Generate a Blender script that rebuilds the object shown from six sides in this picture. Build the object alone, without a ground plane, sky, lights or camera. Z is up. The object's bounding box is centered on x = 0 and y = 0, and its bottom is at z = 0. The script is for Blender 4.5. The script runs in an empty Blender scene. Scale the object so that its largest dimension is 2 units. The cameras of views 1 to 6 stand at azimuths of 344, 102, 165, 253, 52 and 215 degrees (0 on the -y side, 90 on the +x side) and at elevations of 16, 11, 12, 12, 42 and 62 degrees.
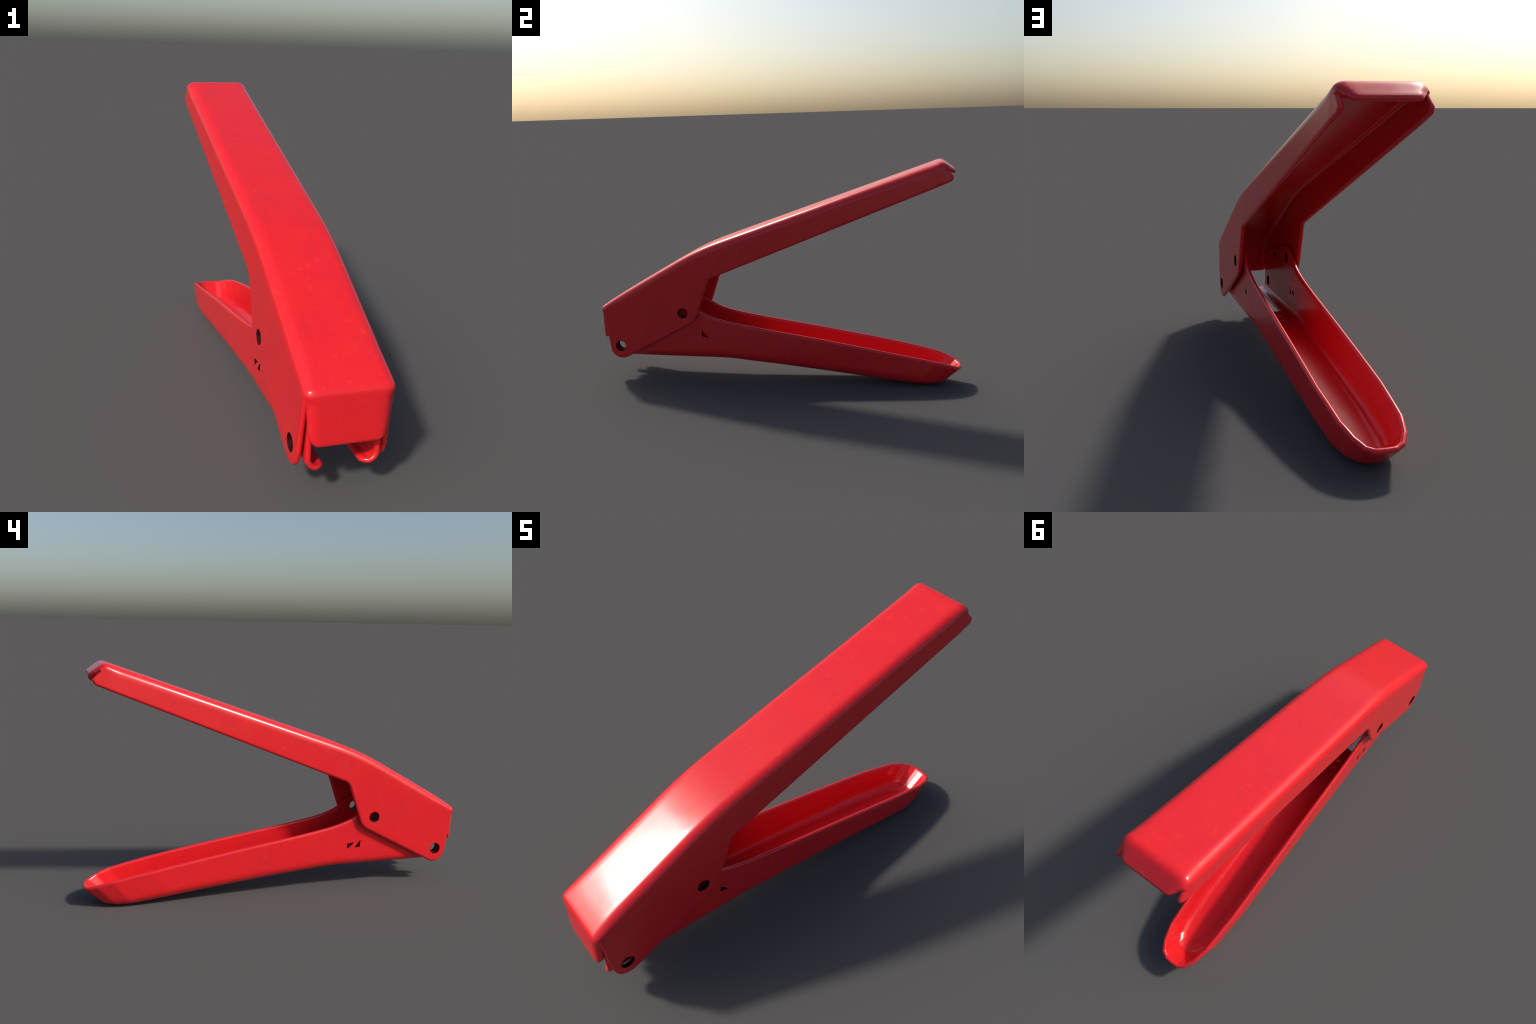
"""Red pressed-steel plier stapler frame: an upper channel handle with a folded
front plate and rear lip, and a boat-shaped lower handle nested inside it."""
import bpy, bmesh, math
from mathutils import Vector

THICK = 0.020          # sheet thickness
ROUND = 0.0095         # edge rounding: depth into the sheet
REACH = 0.0120         # edge rounding: reach along the sheet


# ------------------------------------------------------------------ helpers
def interp(x, pts):
    """piecewise linear y(x) through (x, y) pairs"""
    if x <= pts[0][0]:
        return pts[0][1]
    for (x0, y0), (x1, y1) in zip(pts, pts[1:]):
        if x <= x1:
            return y0 + (y1 - y0) * (x - x0) / (x1 - x0)
    return pts[-1][1]


def smooth_interp(x, pts):
    """monotone-ish cubic (Catmull) through (x, y) pairs"""
    n = len(pts)
    if x <= pts[0][0]:
        return pts[0][1]
    if x >= pts[-1][0]:
        return pts[-1][1]
    k = max(i for i in range(n - 1) if pts[i][0] <= x)

    def slope(i):
        if i == 0:
            return (pts[1][1] - pts[0][1]) / (pts[1][0] - pts[0][0])
        if i == n - 1:
            return (pts[-1][1] - pts[-2][1]) / (pts[-1][0] - pts[-2][0])
        a = (pts[i][1] - pts[i - 1][1]) / (pts[i][0] - pts[i - 1][0])
        b = (pts[i + 1][1] - pts[i][1]) / (pts[i + 1][0] - pts[i][0])
        return 0.0 if a * b < 0 else 2 * a * b / (a + b) if abs(a + b) > 1e-9 else 0.0
    x0, y0 = pts[k]
    x1, y1 = pts[k + 1]
    h = x1 - x0
    t = (x - x0) / h
    return ((2*t**3 - 3*t*t + 1) * y0 + (t**3 - 2*t*t + t) * h * slope(k)
            + (-2*t**3 + 3*t*t) * y1 + (t**3 - t*t) * h * slope(k + 1))


def fillet_path(corners, step):
    """2D polyline whose corners (y, z, radius) are rounded; returns points"""
    pts = []

    def line(a, b):
        n = max(1, int((b - a).length / step))
        for i in range(n):
            pts.append(a.lerp(b, i / n))
    cur = Vector(corners[0][:2])
    for i in range(1, len(corners) - 1):
        p = Vector(corners[i][:2])
        r = corners[i][2]
        a = (p - Vector(corners[i - 1][:2])).normalized()
        b = (Vector(corners[i + 1][:2]) - p).normalized()
        ang = a.angle(b)
        t = r * math.tan(ang / 2)
        s, e = p - a * t, p + b * t
        line(cur, s)
        side = 1 if a.x * b.y - a.y * b.x > 0 else -1
        c = s + Vector((-a.y, a.x)) * side * r
        n = max(5, int(ang * r / step * 1.5), int(ang / math.radians(8)))
        for k in range(n):
            f = side * ang * k / n
            d = s - c
            pts.append(c + Vector((d.x * math.cos(f) - d.y * math.sin(f),
                                   d.x * math.sin(f) + d.y * math.cos(f))))
        cur = e
    end = Vector(corners[-1][:2])
    line(cur, end)
    pts.append(end)
    return pts


def resample(pts, fractions):
    """points at the given arc-length positions of a polyline"""
    cum = [0.0]
    for a, b in zip(pts, pts[1:]):
        cum.append(cum[-1] + (b - a).length)
    out = []
    for f in fractions:
        L = min(max(f, 0), cum[-1])
        k = 0
        while k < len(cum) - 2 and cum[k + 1] < L:
            k += 1
        d = cum[k + 1] - cum[k]
        out.append(pts[k].lerp(pts[k + 1], (L - cum[k]) / d if d else 0))
    return out, cum


def nearest_length(pts, q):
    """arc length of the polyline point nearest to q"""
    best, run, res = 1e9, 0.0, 0.0
    for a, b in zip(pts, pts[1:]):
        d = b - a
        l = d.length
        if l > 0:
            t = min(1, max(0, (q - a).dot(d) / (l * l)))
            dist = (a + d * t - q).length
            if dist < best:
                best, res = dist, run + t * l
        run += l
    return res


def sheet_to_solid(bm, thick, rnd):
    """give an open sheet (normals outward) a thickness and rounded edges"""
    bmesh.ops.remove_doubles(bm, verts=bm.verts, dist=2e-4)
    bmesh.ops.dissolve_degenerate(bm, edges=bm.edges, dist=1e-5)
    bm.normal_update()
    bm.verts.ensure_lookup_table()
    outer = list(bm.verts)
    normal = {v: v.normal.copy() for v in outer}
    faces = [[v for v in f.verts] for f in bm.faces]
    border = [e for e in bm.edges if len(e.link_faces) == 1]
    inner = {v: bm.verts.new(v.co - normal[v] * thick) for v in outer}
    for f in faces:
        bm.faces.new([inner[v] for v in reversed(f)])
    # outward in-surface direction at every border vertex
    out = {}
    for e in border:
        f = e.link_faces[0]
        for l in f.loops:
            if l.edge == e:
                d = (l.link_loop_next.vert.co - l.vert.co)
                n = d.cross(f.normal)
                for v in e.verts:
                    out[v] = out.get(v, Vector()) + n.normalized() * d.length
    ring = {}
    prof = []
    for i in range(1, 6):
        a = math.radians(18 * i)
        prof.append((rnd * (1 - math.cos(a)), REACH * math.sin(a)))
    prof += [(thick - d, b) for d, b in reversed(prof)]
    for v, b in out.items():
        b = (b - normal[v] * b.dot(normal[v])).normalized()
        for w in (v, inner[v]):              # keep the outline where it was drawn
            w.co -= b * (REACH - 0.0075)
        ring[v] = [v] + [bm.verts.new(v.co - normal[v] * d + b * o) for d, o in prof] + [inner[v]]
    for e in border:
        f = e.link_faces[0]
        for l in f.loops:
            if l.edge == e:
                a, b = ring[l.vert], ring[l.link_loop_next.vert]
                break
        for i in range(len(a) - 1):
            bm.faces.new((b[i], a[i], a[i + 1], b[i + 1]))
    bmesh.ops.recalc_face_normals(bm, faces=bm.faces)


def make_object(name, bm, material, parent):
    me = bpy.data.meshes.new(name)
    bm.to_mesh(me)
    bm.free()
    ob = bpy.data.objects.new(name, me)
    bpy.context.scene.collection.objects.link(ob)
    me.materials.append(material)
    ob.parent = parent
    return ob


def prism_cutter(outline, profile):
    """stack of scaled (y, z) outlines along x: profile is a list of (x, scale)"""
    cy = sum(c[0] for c in outline) / len(outline)
    cz = sum(c[1] for c in outline) / len(outline)
    bm = bmesh.new()
    rings = [[bm.verts.new((x, cy + (y - cy) * k, cz + (z - cz) * k)) for y, z in outline]
             for x, k in profile]
    n = len(outline)
    for a, b in zip(rings, rings[1:]):
        for i in range(n):
            bm.faces.new((a[i], a[(i + 1) % n], b[(i + 1) % n], b[i]))
    bm.faces.new(rings[0])
    bm.faces.new(rings[-1])
    bmesh.ops.recalc_face_normals(bm, faces=bm.faces)
    return bm


def hole_cutter(y, z, radius, x0, x1, flare):
    """drill along x with chamfered mouths at the wall faces x0 and x1"""
    over = 0.006
    circle = [(y + radius * math.cos(2 * math.pi * i / 40), z + radius * math.sin(2 * math.pi * i / 40))
              for i in range(40)]
    big = (radius + flare + over) / radius
    return prism_cutter(circle, [(x0 - over, big), (x0 + flare, 1), (x1 - flare, 1), (x1 + over, big)])


def triangle_cutter(corners, x0, x1):
    return prism_cutter(corners, [(x0 - 0.01, 1), (x1 + 0.01, 1)])


def cut(ob, cutters):
    """boolean-subtract all cutters, then bake the result"""
    joined = bmesh.new()
    for c in cutters:
        tmp = bpy.data.meshes.new("tmp")
        c.to_mesh(tmp)
        c.free()
        joined.from_mesh(tmp)
        bpy.data.meshes.remove(tmp)
    me = bpy.data.meshes.new("cutter")
    joined.to_mesh(me)
    joined.free()
    co = bpy.data.objects.new("cutter", me)
    bpy.context.scene.collection.objects.link(co)
    m = ob.modifiers.new("holes", 'BOOLEAN')
    m.operation = 'DIFFERENCE'
    m.solver = 'EXACT'
    m.object = co
    me.materials.append(shadow_painted_bore())
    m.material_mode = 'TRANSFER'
    dg = bpy.context.evaluated_depsgraph_get()
    baked = bpy.data.meshes.new_from_object(ob.evaluated_get(dg))
    ob.modifiers.clear()
    old = ob.data
    name = old.name
    ob.data = baked
    bpy.data.meshes.remove(old)
    baked.name = name
    bpy.data.objects.remove(co)
    bpy.data.meshes.remove(me)
    baked.shade_smooth()
    baked.set_sharp_from_angle(angle=math.radians(38))


def yaw(bm, tail_shift):
    """the handles sit slightly askew: sideways drift growing towards the tail"""
    for v in bm.verts:
        v.co.x += tail_shift * max(0.0, v.co.y + 0.45) / 1.35


# ------------------------------------------------------------------ material
def red_paint(scratches):
    mat = bpy.data.materials.new("red_enamel")
    mat.use_nodes = True
    nt = mat.node_tree
    nt.nodes.clear()
    N, L = nt.nodes.new, nt.links.new
    out = N('ShaderNodeOutputMaterial')
    bsdf = N('ShaderNodeBsdfPrincipled')
    L(bsdf.outputs[0], out.inputs[0])
    tc = N('ShaderNodeTexCoord')

    def noise(scale, detail=4.0, rough=0.6):
        n = N('ShaderNodeTexNoise')
        n.inputs['Scale'].default_value = scale
        n.inputs['Detail'].default_value = detail
        n.inputs['Roughness'].default_value = rough
        L(tc.outputs['Object'], n.inputs['Vector'])
        return n

    def ramp(src, p0, p1, c0=(0, 0, 0, 1), c1=(1, 1, 1, 1)):
        r = N('ShaderNodeValToRGB')
        r.color_ramp.elements[0].position, r.color_ramp.elements[0].color = p0, c0
        r.color_ramp.elements[1].position, r.color_ramp.elements[1].color = p1, c1
        L(src, r.inputs[0])
        return r

    def mix(a, b, fac):
        m = N('ShaderNodeMix')
        m.data_type = 'RGBA'
        if isinstance(a, tuple):
            m.inputs[6].default_value = a
        else:
            L(a, m.inputs[6])
        if isinstance(b, tuple):
            m.inputs[7].default_value = b
        else:
            L(b, m.inputs[7])
        if isinstance(fac, float):
            m.inputs[0].default_value = fac
        else:
            L(fac, m.inputs[0])
        return m.outputs[2]

    # slow mottling between a pinker and a more orange red
    base = ramp(noise(6.0).outputs[0], 0.38, 0.62, PINK_RED, MID_RED).outputs[0]
    warm = ramp(noise(34.0, 3.0).outputs[0], 0.60, 0.74).outputs[0]
    base = mix(base, ORANGE_RED, warm)
    # tiny dull specks
    dark = ramp(noise(16.0, 4.0, 0.6).outputs[0], 0.60, 0.74, (0, 0, 0, 1), (.22, .22, .22, 1)).outputs[0]
    base = mix(base, DULL_RED, dark)

    # single fine scratches, each a thin line from start to end on one face of the sheet
    def math_node(op, a, b=None, c=None):
        m = N('ShaderNodeMath')
        m.operation = op
        for i, v in enumerate((a, b, c)):
            if v is None:
                continue
            if isinstance(v, (int, float)):
                m.inputs[i].default_value = v
            else:
                L(v, m.inputs[i])
        return m.outputs[0]

    sep = N('ShaderNodeSeparateXYZ')
    L(tc.outputs['Object'], sep.inputs[0])
    wall = N('ShaderNodeCombineXYZ')            # side-view coordinates (y, z, x)
    L(sep.outputs[1], wall.inputs[0])
    L(sep.outputs[2], wall.inputs[1])
    L(sep.outputs[0], wall.inputs[2])
    broken = ramp(noise(38.0, 3.0).outputs[0], 0.38, 0.56).outputs[0]
    for view, p, q, strength in scratches:
        length = math.hypot(q[0] - p[0], q[1] - p[1])
        mp = N('ShaderNodeMapping')
        mp.vector_type = 'TEXTURE'
        mp.inputs['Location'].default_value = (p[0], p[1], 0)
        mp.inputs['Rotation'].default_value = (0, 0, math.atan2(q[1] - p[1], q[0] - p[0]))
        L(tc.outputs['Object'] if view == 'top' else wall.outputs[0], mp.inputs['Vector'])
        loc = N('ShaderNodeSeparateXYZ')
        L(mp.outputs[0], loc.inputs[0])
        across = math_node('ABSOLUTE', loc.outputs[1])
        line = math_node('SUBTRACT', 1.0, math_node('MULTIPLY', across, 1 / 0.0026))
        line = math_node('MAXIMUM', line, 0.0)
        along = math_node('COMPARE', loc.outputs[0], length / 2, length / 2)
        face = (math_node('GREATER_THAN', sep.outputs[2], 0.5) if view == 'top'
                else math_node('LESS_THAN', sep.outputs[0], -0.115))
        m = math_node('MULTIPLY', math_node('MULTIPLY', line, along), math_node('MULTIPLY', face, broken))
        base = mix(base, SCRATCH_RED, math_node('MULTIPLY', m, strength))
    L(base, bsdf.inputs['Base Color'])

    rg = ramp(noise(9.0).outputs[0], 0.3, 0.7, (ROUGH_LO,) * 3 + (1,), (ROUGH_HI,) * 3 + (1,))
    L(rg.outputs[0], bsdf.inputs['Roughness'])
    bsdf.inputs['IOR'].default_value = 1.5
    return mat


PINK_RED = (0.72, 0.0150, 0.024, 1)
MID_RED = (0.75, 0.0165, 0.020, 1)
ORANGE_RED = (0.77, 0.032, 0.016, 1)
DULL_RED = (0.48, 0.024, 0.026, 1)
SCRATCH_RED = (0.24, 0.045, 0.045, 1)
ROUGH_LO, ROUGH_HI = 0.22, 0.28


def shadow_painted_bore():
    """red darkened almost to black: the shadow inside the holes painted onto their walls"""
    mat = bpy.data.materials.get("painted_hole_shadow") or bpy.data.materials.new("painted_hole_shadow")
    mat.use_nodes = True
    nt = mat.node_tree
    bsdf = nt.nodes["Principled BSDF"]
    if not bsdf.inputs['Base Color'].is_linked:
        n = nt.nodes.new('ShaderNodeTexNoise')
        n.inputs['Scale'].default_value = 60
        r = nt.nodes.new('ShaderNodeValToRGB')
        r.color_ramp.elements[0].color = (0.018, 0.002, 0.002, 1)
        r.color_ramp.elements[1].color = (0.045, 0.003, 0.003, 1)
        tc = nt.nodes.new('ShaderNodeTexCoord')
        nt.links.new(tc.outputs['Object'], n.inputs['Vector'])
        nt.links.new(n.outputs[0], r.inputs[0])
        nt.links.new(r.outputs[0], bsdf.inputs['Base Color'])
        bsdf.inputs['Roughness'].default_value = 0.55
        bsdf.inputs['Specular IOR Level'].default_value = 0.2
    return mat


# ------------------------------------------------------------- upper handle
TOP_W, FOOT_W = 0.1495, 0.1545     # outer half width at the crest and at the wall foot

def upper_handle(mat, parent):
    step = 0.012
    # crest line in the (y, z) plane: front plate foot -> front bend -> head ->
    # knee -> grip -> rear bend -> lip edge
    flap_foot, lip_end = 0.232, (0.9450, 1.1585)
    crest = fillet_path([(-1.0005, flap_foot), (-1.0005, 0.4100, 0.034), (-0.94, 0.4500, 1.4), (-0.86, 0.4985, 2.6), (-0.425, 0.746, 1.6),
                         (0.879, 1.2055, 0.042), lip_end], step)
    nc = len(crest)
    normals = []
    for i in range(nc):
        d = crest[min(i + 1, nc - 1)] - crest[max(i - 1, 0)]
        normals.append(Vector((-d.y, d.x)).normalized())
    # columns at which the side walls begin and end
    wall_a = min(range(nc), key=lambda i: (crest[i] - Vector((-1.0, 0.388))).length)
    wall_b = min(range(nc), key=lambda i: (crest[i] - Vector((0.904, 1.188))).length)

    def corner_size(p):
        """(reach across, depth) of the elliptical corner roll"""
        if p.y < 0.42 and p.x < -0.9:
            return 0.036, 0.026
        return (interp(p.x, [(-1.0, 0.040), (-0.88, 0.043), (0.82, 0.043), (0.95, 0.036)]),
                interp(p.x, [(-0.99, 0.024), (-0.88, 0.038), (0.80, 0.042), (0.87, 0.028), (0.95, 0.020)]))

    def half_width(i):
        p = crest[i]
        if i < wall_a:                       # front plate tapers towards its foot
            return interp(p.y, [(flap_foot, 0.131), (0.30, 0.1355), (0.37, 0.139), (0.388, 0.144)])
        if i > wall_b:
            return interp(p.x, [(0.904, 0.1455), (0.915, 0.139), (0.945, 0.125)])
        return interp(p.x, [(-1.0, 0.1495), (-0.95, TOP_W), (0.84, TOP_W), (0.905, 0.1475)])

    bm = bmesh.new()
    across, arc = 10, 7
    grid = []
    for i, p in enumerate(crest):
        n, (rx, r), w = normals[i], corner_size(p), half_width(i)
        row = []
        for k in range(arc + 1):             # right-hand fillet from wall to crest
            a = math.radians(90 * (1 - k / arc))
            row.append((w - rx + rx * math.sin(a), -(r - r * math.cos(a))))
        for k in range(1, across):
            row.append(((w - rx) * (1 - 2 * k / across), 0.0))
        for k in range(arc + 1):
            a = math.radians(90 * k / arc)
            row.append((-(w - rx) - rx * math.sin(a), -(r - r * math.cos(a))))
        col = []
        for x, d in row:
            q = p + n * d
            # rounded lower corners of the front plate and of the lip
            if i < wall_a:
                f = (0.388 - p.y) / (0.388 - flap_foot)
                q.y += f * 0.026 * max(0, (abs(x) - (w - 0.034)) / 0.034) ** 2
            if i > wall_b:
                f = (p.x - crest[wall_b].x) / (lip_end[0] - crest[wall_b].x)
                e = max(0, (abs(x) - (w - 0.03)) / 0.03) ** 2 * 0.020 * f
                q -= Vector((0.814, -0.58)) * e
            col.append(bm.verts.new((x, q.x, q.y)))
        grid.append(col)
    for a, b in zip(grid, grid[1:]):
        for k in range(len(a) - 1):
            bm.faces.new((a[k], a[k + 1], b[k + 1], b[k]))

    # lower outline of the side wall: front corner, round pivot nose, heel,
    # throat and the long grip edge up to the tail corner
    edge = fillet_path([(-0.9430, 0.186), (-0.9270, 0.1310, 0.050), (-0.8740, 0.1205, 0.075),
                        (-0.4450, 0.3500, 0.085), (-0.3620, 0.5900, 0.055), (0.820, 1.0690, 0.5),
                        (0.9240, 1.1115, 0.012), (0.9285, 1.1280)], 0.008)
    # which crest station faces which outline point
    keys = [(wall_a, (-0.943, 0.186))]
    def crest_at(y):
        return min(range(wall_a, wall_b + 1), key=lambda i: abs(crest[i].x - y))
    for y, q in [(-0.965, (-0.92, 0.145)), (-0.93, (-0.877, 0.128)), (-0.87, (-0.80, 0.160)),
                 (-0.62, (-0.52, 0.31)), (-0.54, (-0.43, 0.385)), (-0.47, (-0.385, 0.53)),
                 (-0.40, (-0.335, 0.60)), (-0.28, (-0.22, 0.65)), (0.80, (0.84, 1.075)),
                 (0.885, (0.919, 1.109))]:
        keys.append((crest_at(y), q))
    keys.append((wall_b, (0.9285, 1.1280)))
    lengths = [(i, nearest_length(edge, Vector(q))) for i, q in keys]
    feet, _ = resample(edge, [interp(i, lengths) for i in range(wall_a, wall_b + 1)])
    rows = 12
    for side in (0, -1):
        prev = None
        for j, i in enumerate(range(wall_a, wall_b + 1)):
            top = grid[i][side]
            foot = feet[j]
            # the wall ends bend inward a little at the tail
            col = [top]
            for k in range(1, rows + 1):
                q = Vector((top.co.y, top.co.z)).lerp(foot, k / rows)
                w = abs(top.co.x) + (FOOT_W - TOP_W) * k / rows    # walls splay a little
                w -= interp(q.x, [(0.86, 0.0), (0.93, 0.002)])
                w = math.copysign(w, top.co.x)
                col.append(bm.verts.new((w, q.x, q.y)))
            if prev:
                for k in range(rows):
                    quad = (prev[k], col[k], col[k + 1], prev[k + 1])
                    bm.faces.new(quad if side == -1 else quad[::-1])
            prev = col
    bmesh.ops.recalc_face_normals(bm, faces=bm.faces)
    if next(f for f in bm.faces if f.calc_center_median().z > 0.9 and abs(f.normal.x) < 0.1).normal.z < 0:
        bmesh.ops.reverse_faces(bm, faces=bm.faces)
    yaw(bm, -0.002)
    sheet_to_solid(bm, THICK, ROUND)
    ob = make_object("upper_handle", bm, mat, parent)
    cutters = []
    for y, z, r, w in ((-0.887, 0.190, 0.0285, 0.1535), (-0.510, 0.392, 0.0260, 0.1525)):
        cutters += [hole_cutter(y, z, r, w - THICK, w, 0.0025),
                    hole_cutter(y, z, r, -w, -(w - THICK), 0.0025)]
    cut(ob, cutters)
    return ob


# ------------------------------------------------------------- lower handle
LOW_W = 0.126
RIM = [(-0.957, 0.325), (-0.930, 0.342), (-0.69, 0.402), (-0.56, 0.436), (-0.505, 0.438),
       (-0.475, 0.427), (-0.42, 0.390), (-0.367, 0.363), (-0.29, 0.339), (-0.15, 0.312),
       (0.27, 0.245), (0.68, 0.174), (0.88, 0.132), (0.95, 0.108), (0.993, 0.088)]
KEEL = [(-0.957, 0.120), (-0.60, 0.120), (-0.32, 0.120), (-0.11, 0.104), (0.24, 0.069),
        (0.54, 0.034), (0.80, 0.002), (0.90, -0.003)]
# plan of the bluntly faceted nose, as (y, half width)
NOSE_RIM = [(0.66, 0.126), (0.86, 0.1145), (0.935, 0.095), (0.978, 0.069), (0.9960, 0.034), (0.9980, 0.0)]
NOSE_KEEL = [(0.58, 0.126), (0.76, 0.112), (0.838, 0.090), (0.876, 0.060), (0.892, 0.027), (0.894, 0.0)]

def lower_handle(mat, parent):
    def outline(station, nose):
        """plan outline: straight side, then the facets of the nose"""
        kind, val = station
        if kind == 'side':
            return LOW_W, -0.957 + (nose[0][0] + 0.957) * val
        k = min(int(val), len(nose) - 2)
        f = val - k
        return (nose[k][1] + (nose[k + 1][1] - nose[k][1]) * f,
                nose[k][0] + (nose[k + 1][0] - nose[k][0]) * f)

    stations = [('side', i / 110) for i in range(110)]
    for k, n in enumerate((14, 7, 5, 4, 3)):
        stations += [('nose', k + i / n) for i in range(n)]
    stations.append(('nose', 5.0))
    wall_rows, arc, floor_rows = 10, 8, 8
    bm = bmesh.new()
    cols = {}
    for sgn in (1, -1):
        for si, st in enumerate(stations):
            if sgn == -1 and si == len(stations) - 1:
                cols[sgn, si] = cols[1, si]
                continue
            xr, yr = outline(st, NOSE_RIM)
            xq, yq = outline(st, NOSE_KEEL)
            if st[0] == 'side':                       # keep side columns upright
                yq = yr if yr < 0.3 else yq + (yr - yq) * max(0, 1 - (yr - 0.3) / 0.36)
            R = Vector((xr, yr, smooth_interp(yr, RIM)))
            Q = Vector((xq, yq, smooth_interp(yq, KEEL)))
            yc = min(yq, 0.80)
            C = Vector((0, yc, smooth_interp(yc, KEEL)))
            r = interp(yq, [(-0.95, 0.046), (-0.3, 0.050), (0.3, 0.060), (0.8, 0.07)])
            ru, rf = min(r, 0.6 * (R - Q).length), min(r, 0.8 * (C - Q).length)
            if st[0] == 'nose':
                t = min(1, st[1] / 4)
                ru, rf = ru * (1 - 0.55 * t), rf * (1 - 0.3 * t)
            A = Q + (R - Q).normalized() * ru
            B = Q + (C - Q).normalized() * rf
            pts = [R.lerp(A, k / wall_rows) for k in range(wall_rows + 1)]
            kap = 0.56                                 # circular-looking Bezier corner
            P1, P2 = A.lerp(Q, kap), B.lerp(Q, kap)
            for k in range(1, arc + 1):
                t = k / arc
                pts.append(A * (1-t)**3 + P1 * 3*t*(1-t)**2 + P2 * 3*t*t*(1-t) + B * t**3)
            edge_x = max(0.067, 0)                     # inner edge of the floor slot
            if yq < -0.2 and B.x > edge_x:
                E = B.lerp(C, (B.x - edge_x) / B.x)
                pts.append(E)
                pts += [E.lerp(C, k / floor_rows) for k in range(1, floor_rows + 1)]
            else:
                pts += [B.lerp(C, k / (floor_rows + 1)) for k in range(1, floor_rows + 2)]
            cols[sgn, si] = [bm.verts.new((sgn * p.x, p.y, p.z)) for p in pts]
    slot_row = wall_rows + arc + 1
    for sgn in (1, -1):
        for si in range(len(stations) - 1):
            a, b = cols[sgn, si], cols[sgn, si + 1]
            for k in range(len(a) - 1):
                # long slot in the floor between the two hooks at the front
                if k >= slot_row and b[k].co.y < -0.432:
                    continue
                quad = [a[k], b[k], b[k + 1], a[k + 1]]
                bm.faces.new(quad if sgn == 1 else quad[::-1])
    bmesh.ops.delete(bm, geom=[v for v in bm.verts if not v.link_faces], context='VERTS')
    # the front ends of the two floor strips are rounded back into hooks
    for v in bm.verts:
        if v.co.y < -0.90:
            f = (abs(v.co.x) - 0.10) / (0.067 - 0.10)
            if v.co.z < 0.2 and f > 0:
                v.co.y += 0.018 * min(1, f) ** 2 * (-0.90 - v.co.y) / 0.057
    bmesh.ops.recalc_face_normals(bm, faces=bm.faces)
    probe = max(bm.faces, key=lambda f: abs(f.calc_center_median().x) if abs(f.calc_center_median().y) < 0.3 else 0)
    if probe.normal.x * probe.calc_center_median().x < 0:
        bmesh.ops.reverse_faces(bm, faces=bm.faces)
    yaw(bm, -0.0065)
    sheet_to_solid(bm, THICK, ROUND)
    ob = make_object("lower_handle", bm, mat, parent)
    x0, x1 = LOW_W - THICK, LOW_W
    cutters = [hole_cutter(y, z, r, a, b, 0.002)
               for y, z, r in ((-0.887, 0.191, 0.0255), (-0.509, 0.392, 0.0245))
               for a, b in ((x0, x1), (-x1, -x0))]
    left = [((-0.371, 0.248), (-0.413, 0.2515), (-0.373, 0.218)),
            ((-0.449, 0.265), (-0.414, 0.2225), (-0.445, 0.225)),
            ((-0.778, 0.364), (-0.720, 0.376), (-0.716, 0.348))]
    right = [((-0.412, 0.289), (-0.412, 0.253), (-0.373, 0.247))]
    cutters += [triangle_cutter(t, -x1, -x0) for t in left]
    cutters += [triangle_cutter(t, x0, x1) for t in right]
    cut(ob, cutters)
    return ob


# -------------------------------------------------------------------- build
root = bpy.data.objects.new("plier_stapler", None)
bpy.context.scene.collection.objects.link(root)
root["label"] = "glossy red pressed metal plier stapler frame with open jaws"
root["category"] = "stapler"
top_scratches = [('top', (-0.025, 0.075), (0.084, -0.395), 0.55), ('top', (0.100, -0.330), (0.025, -0.520), 0.5),
                 ('top', (-0.090, -0.519), (0.011, -0.516), 0.4), ('top', (0.084, -0.440), (0.086, -0.530), 0.4),
                 ('top', (-0.110, -0.121), (-0.014, -0.228), 0.35), ('top', (0.062, -0.552), (0.111, -0.550), 0.5),
                 ('top', (-0.104, 0.354), (-0.090, 0.350), 0.9)]
wall_scratches = [('side', (0.010, 0.270), (0.080, 0.131), 0.35), ('side', (0.025, 0.251), (0.069, 0.140), 0.3),
                  ('side', (0.498, 0.158), (0.414, 0.094), 0.35)]
upper_handle(red_paint(top_scratches), root)
lower_handle(red_paint(wall_scratches), root)
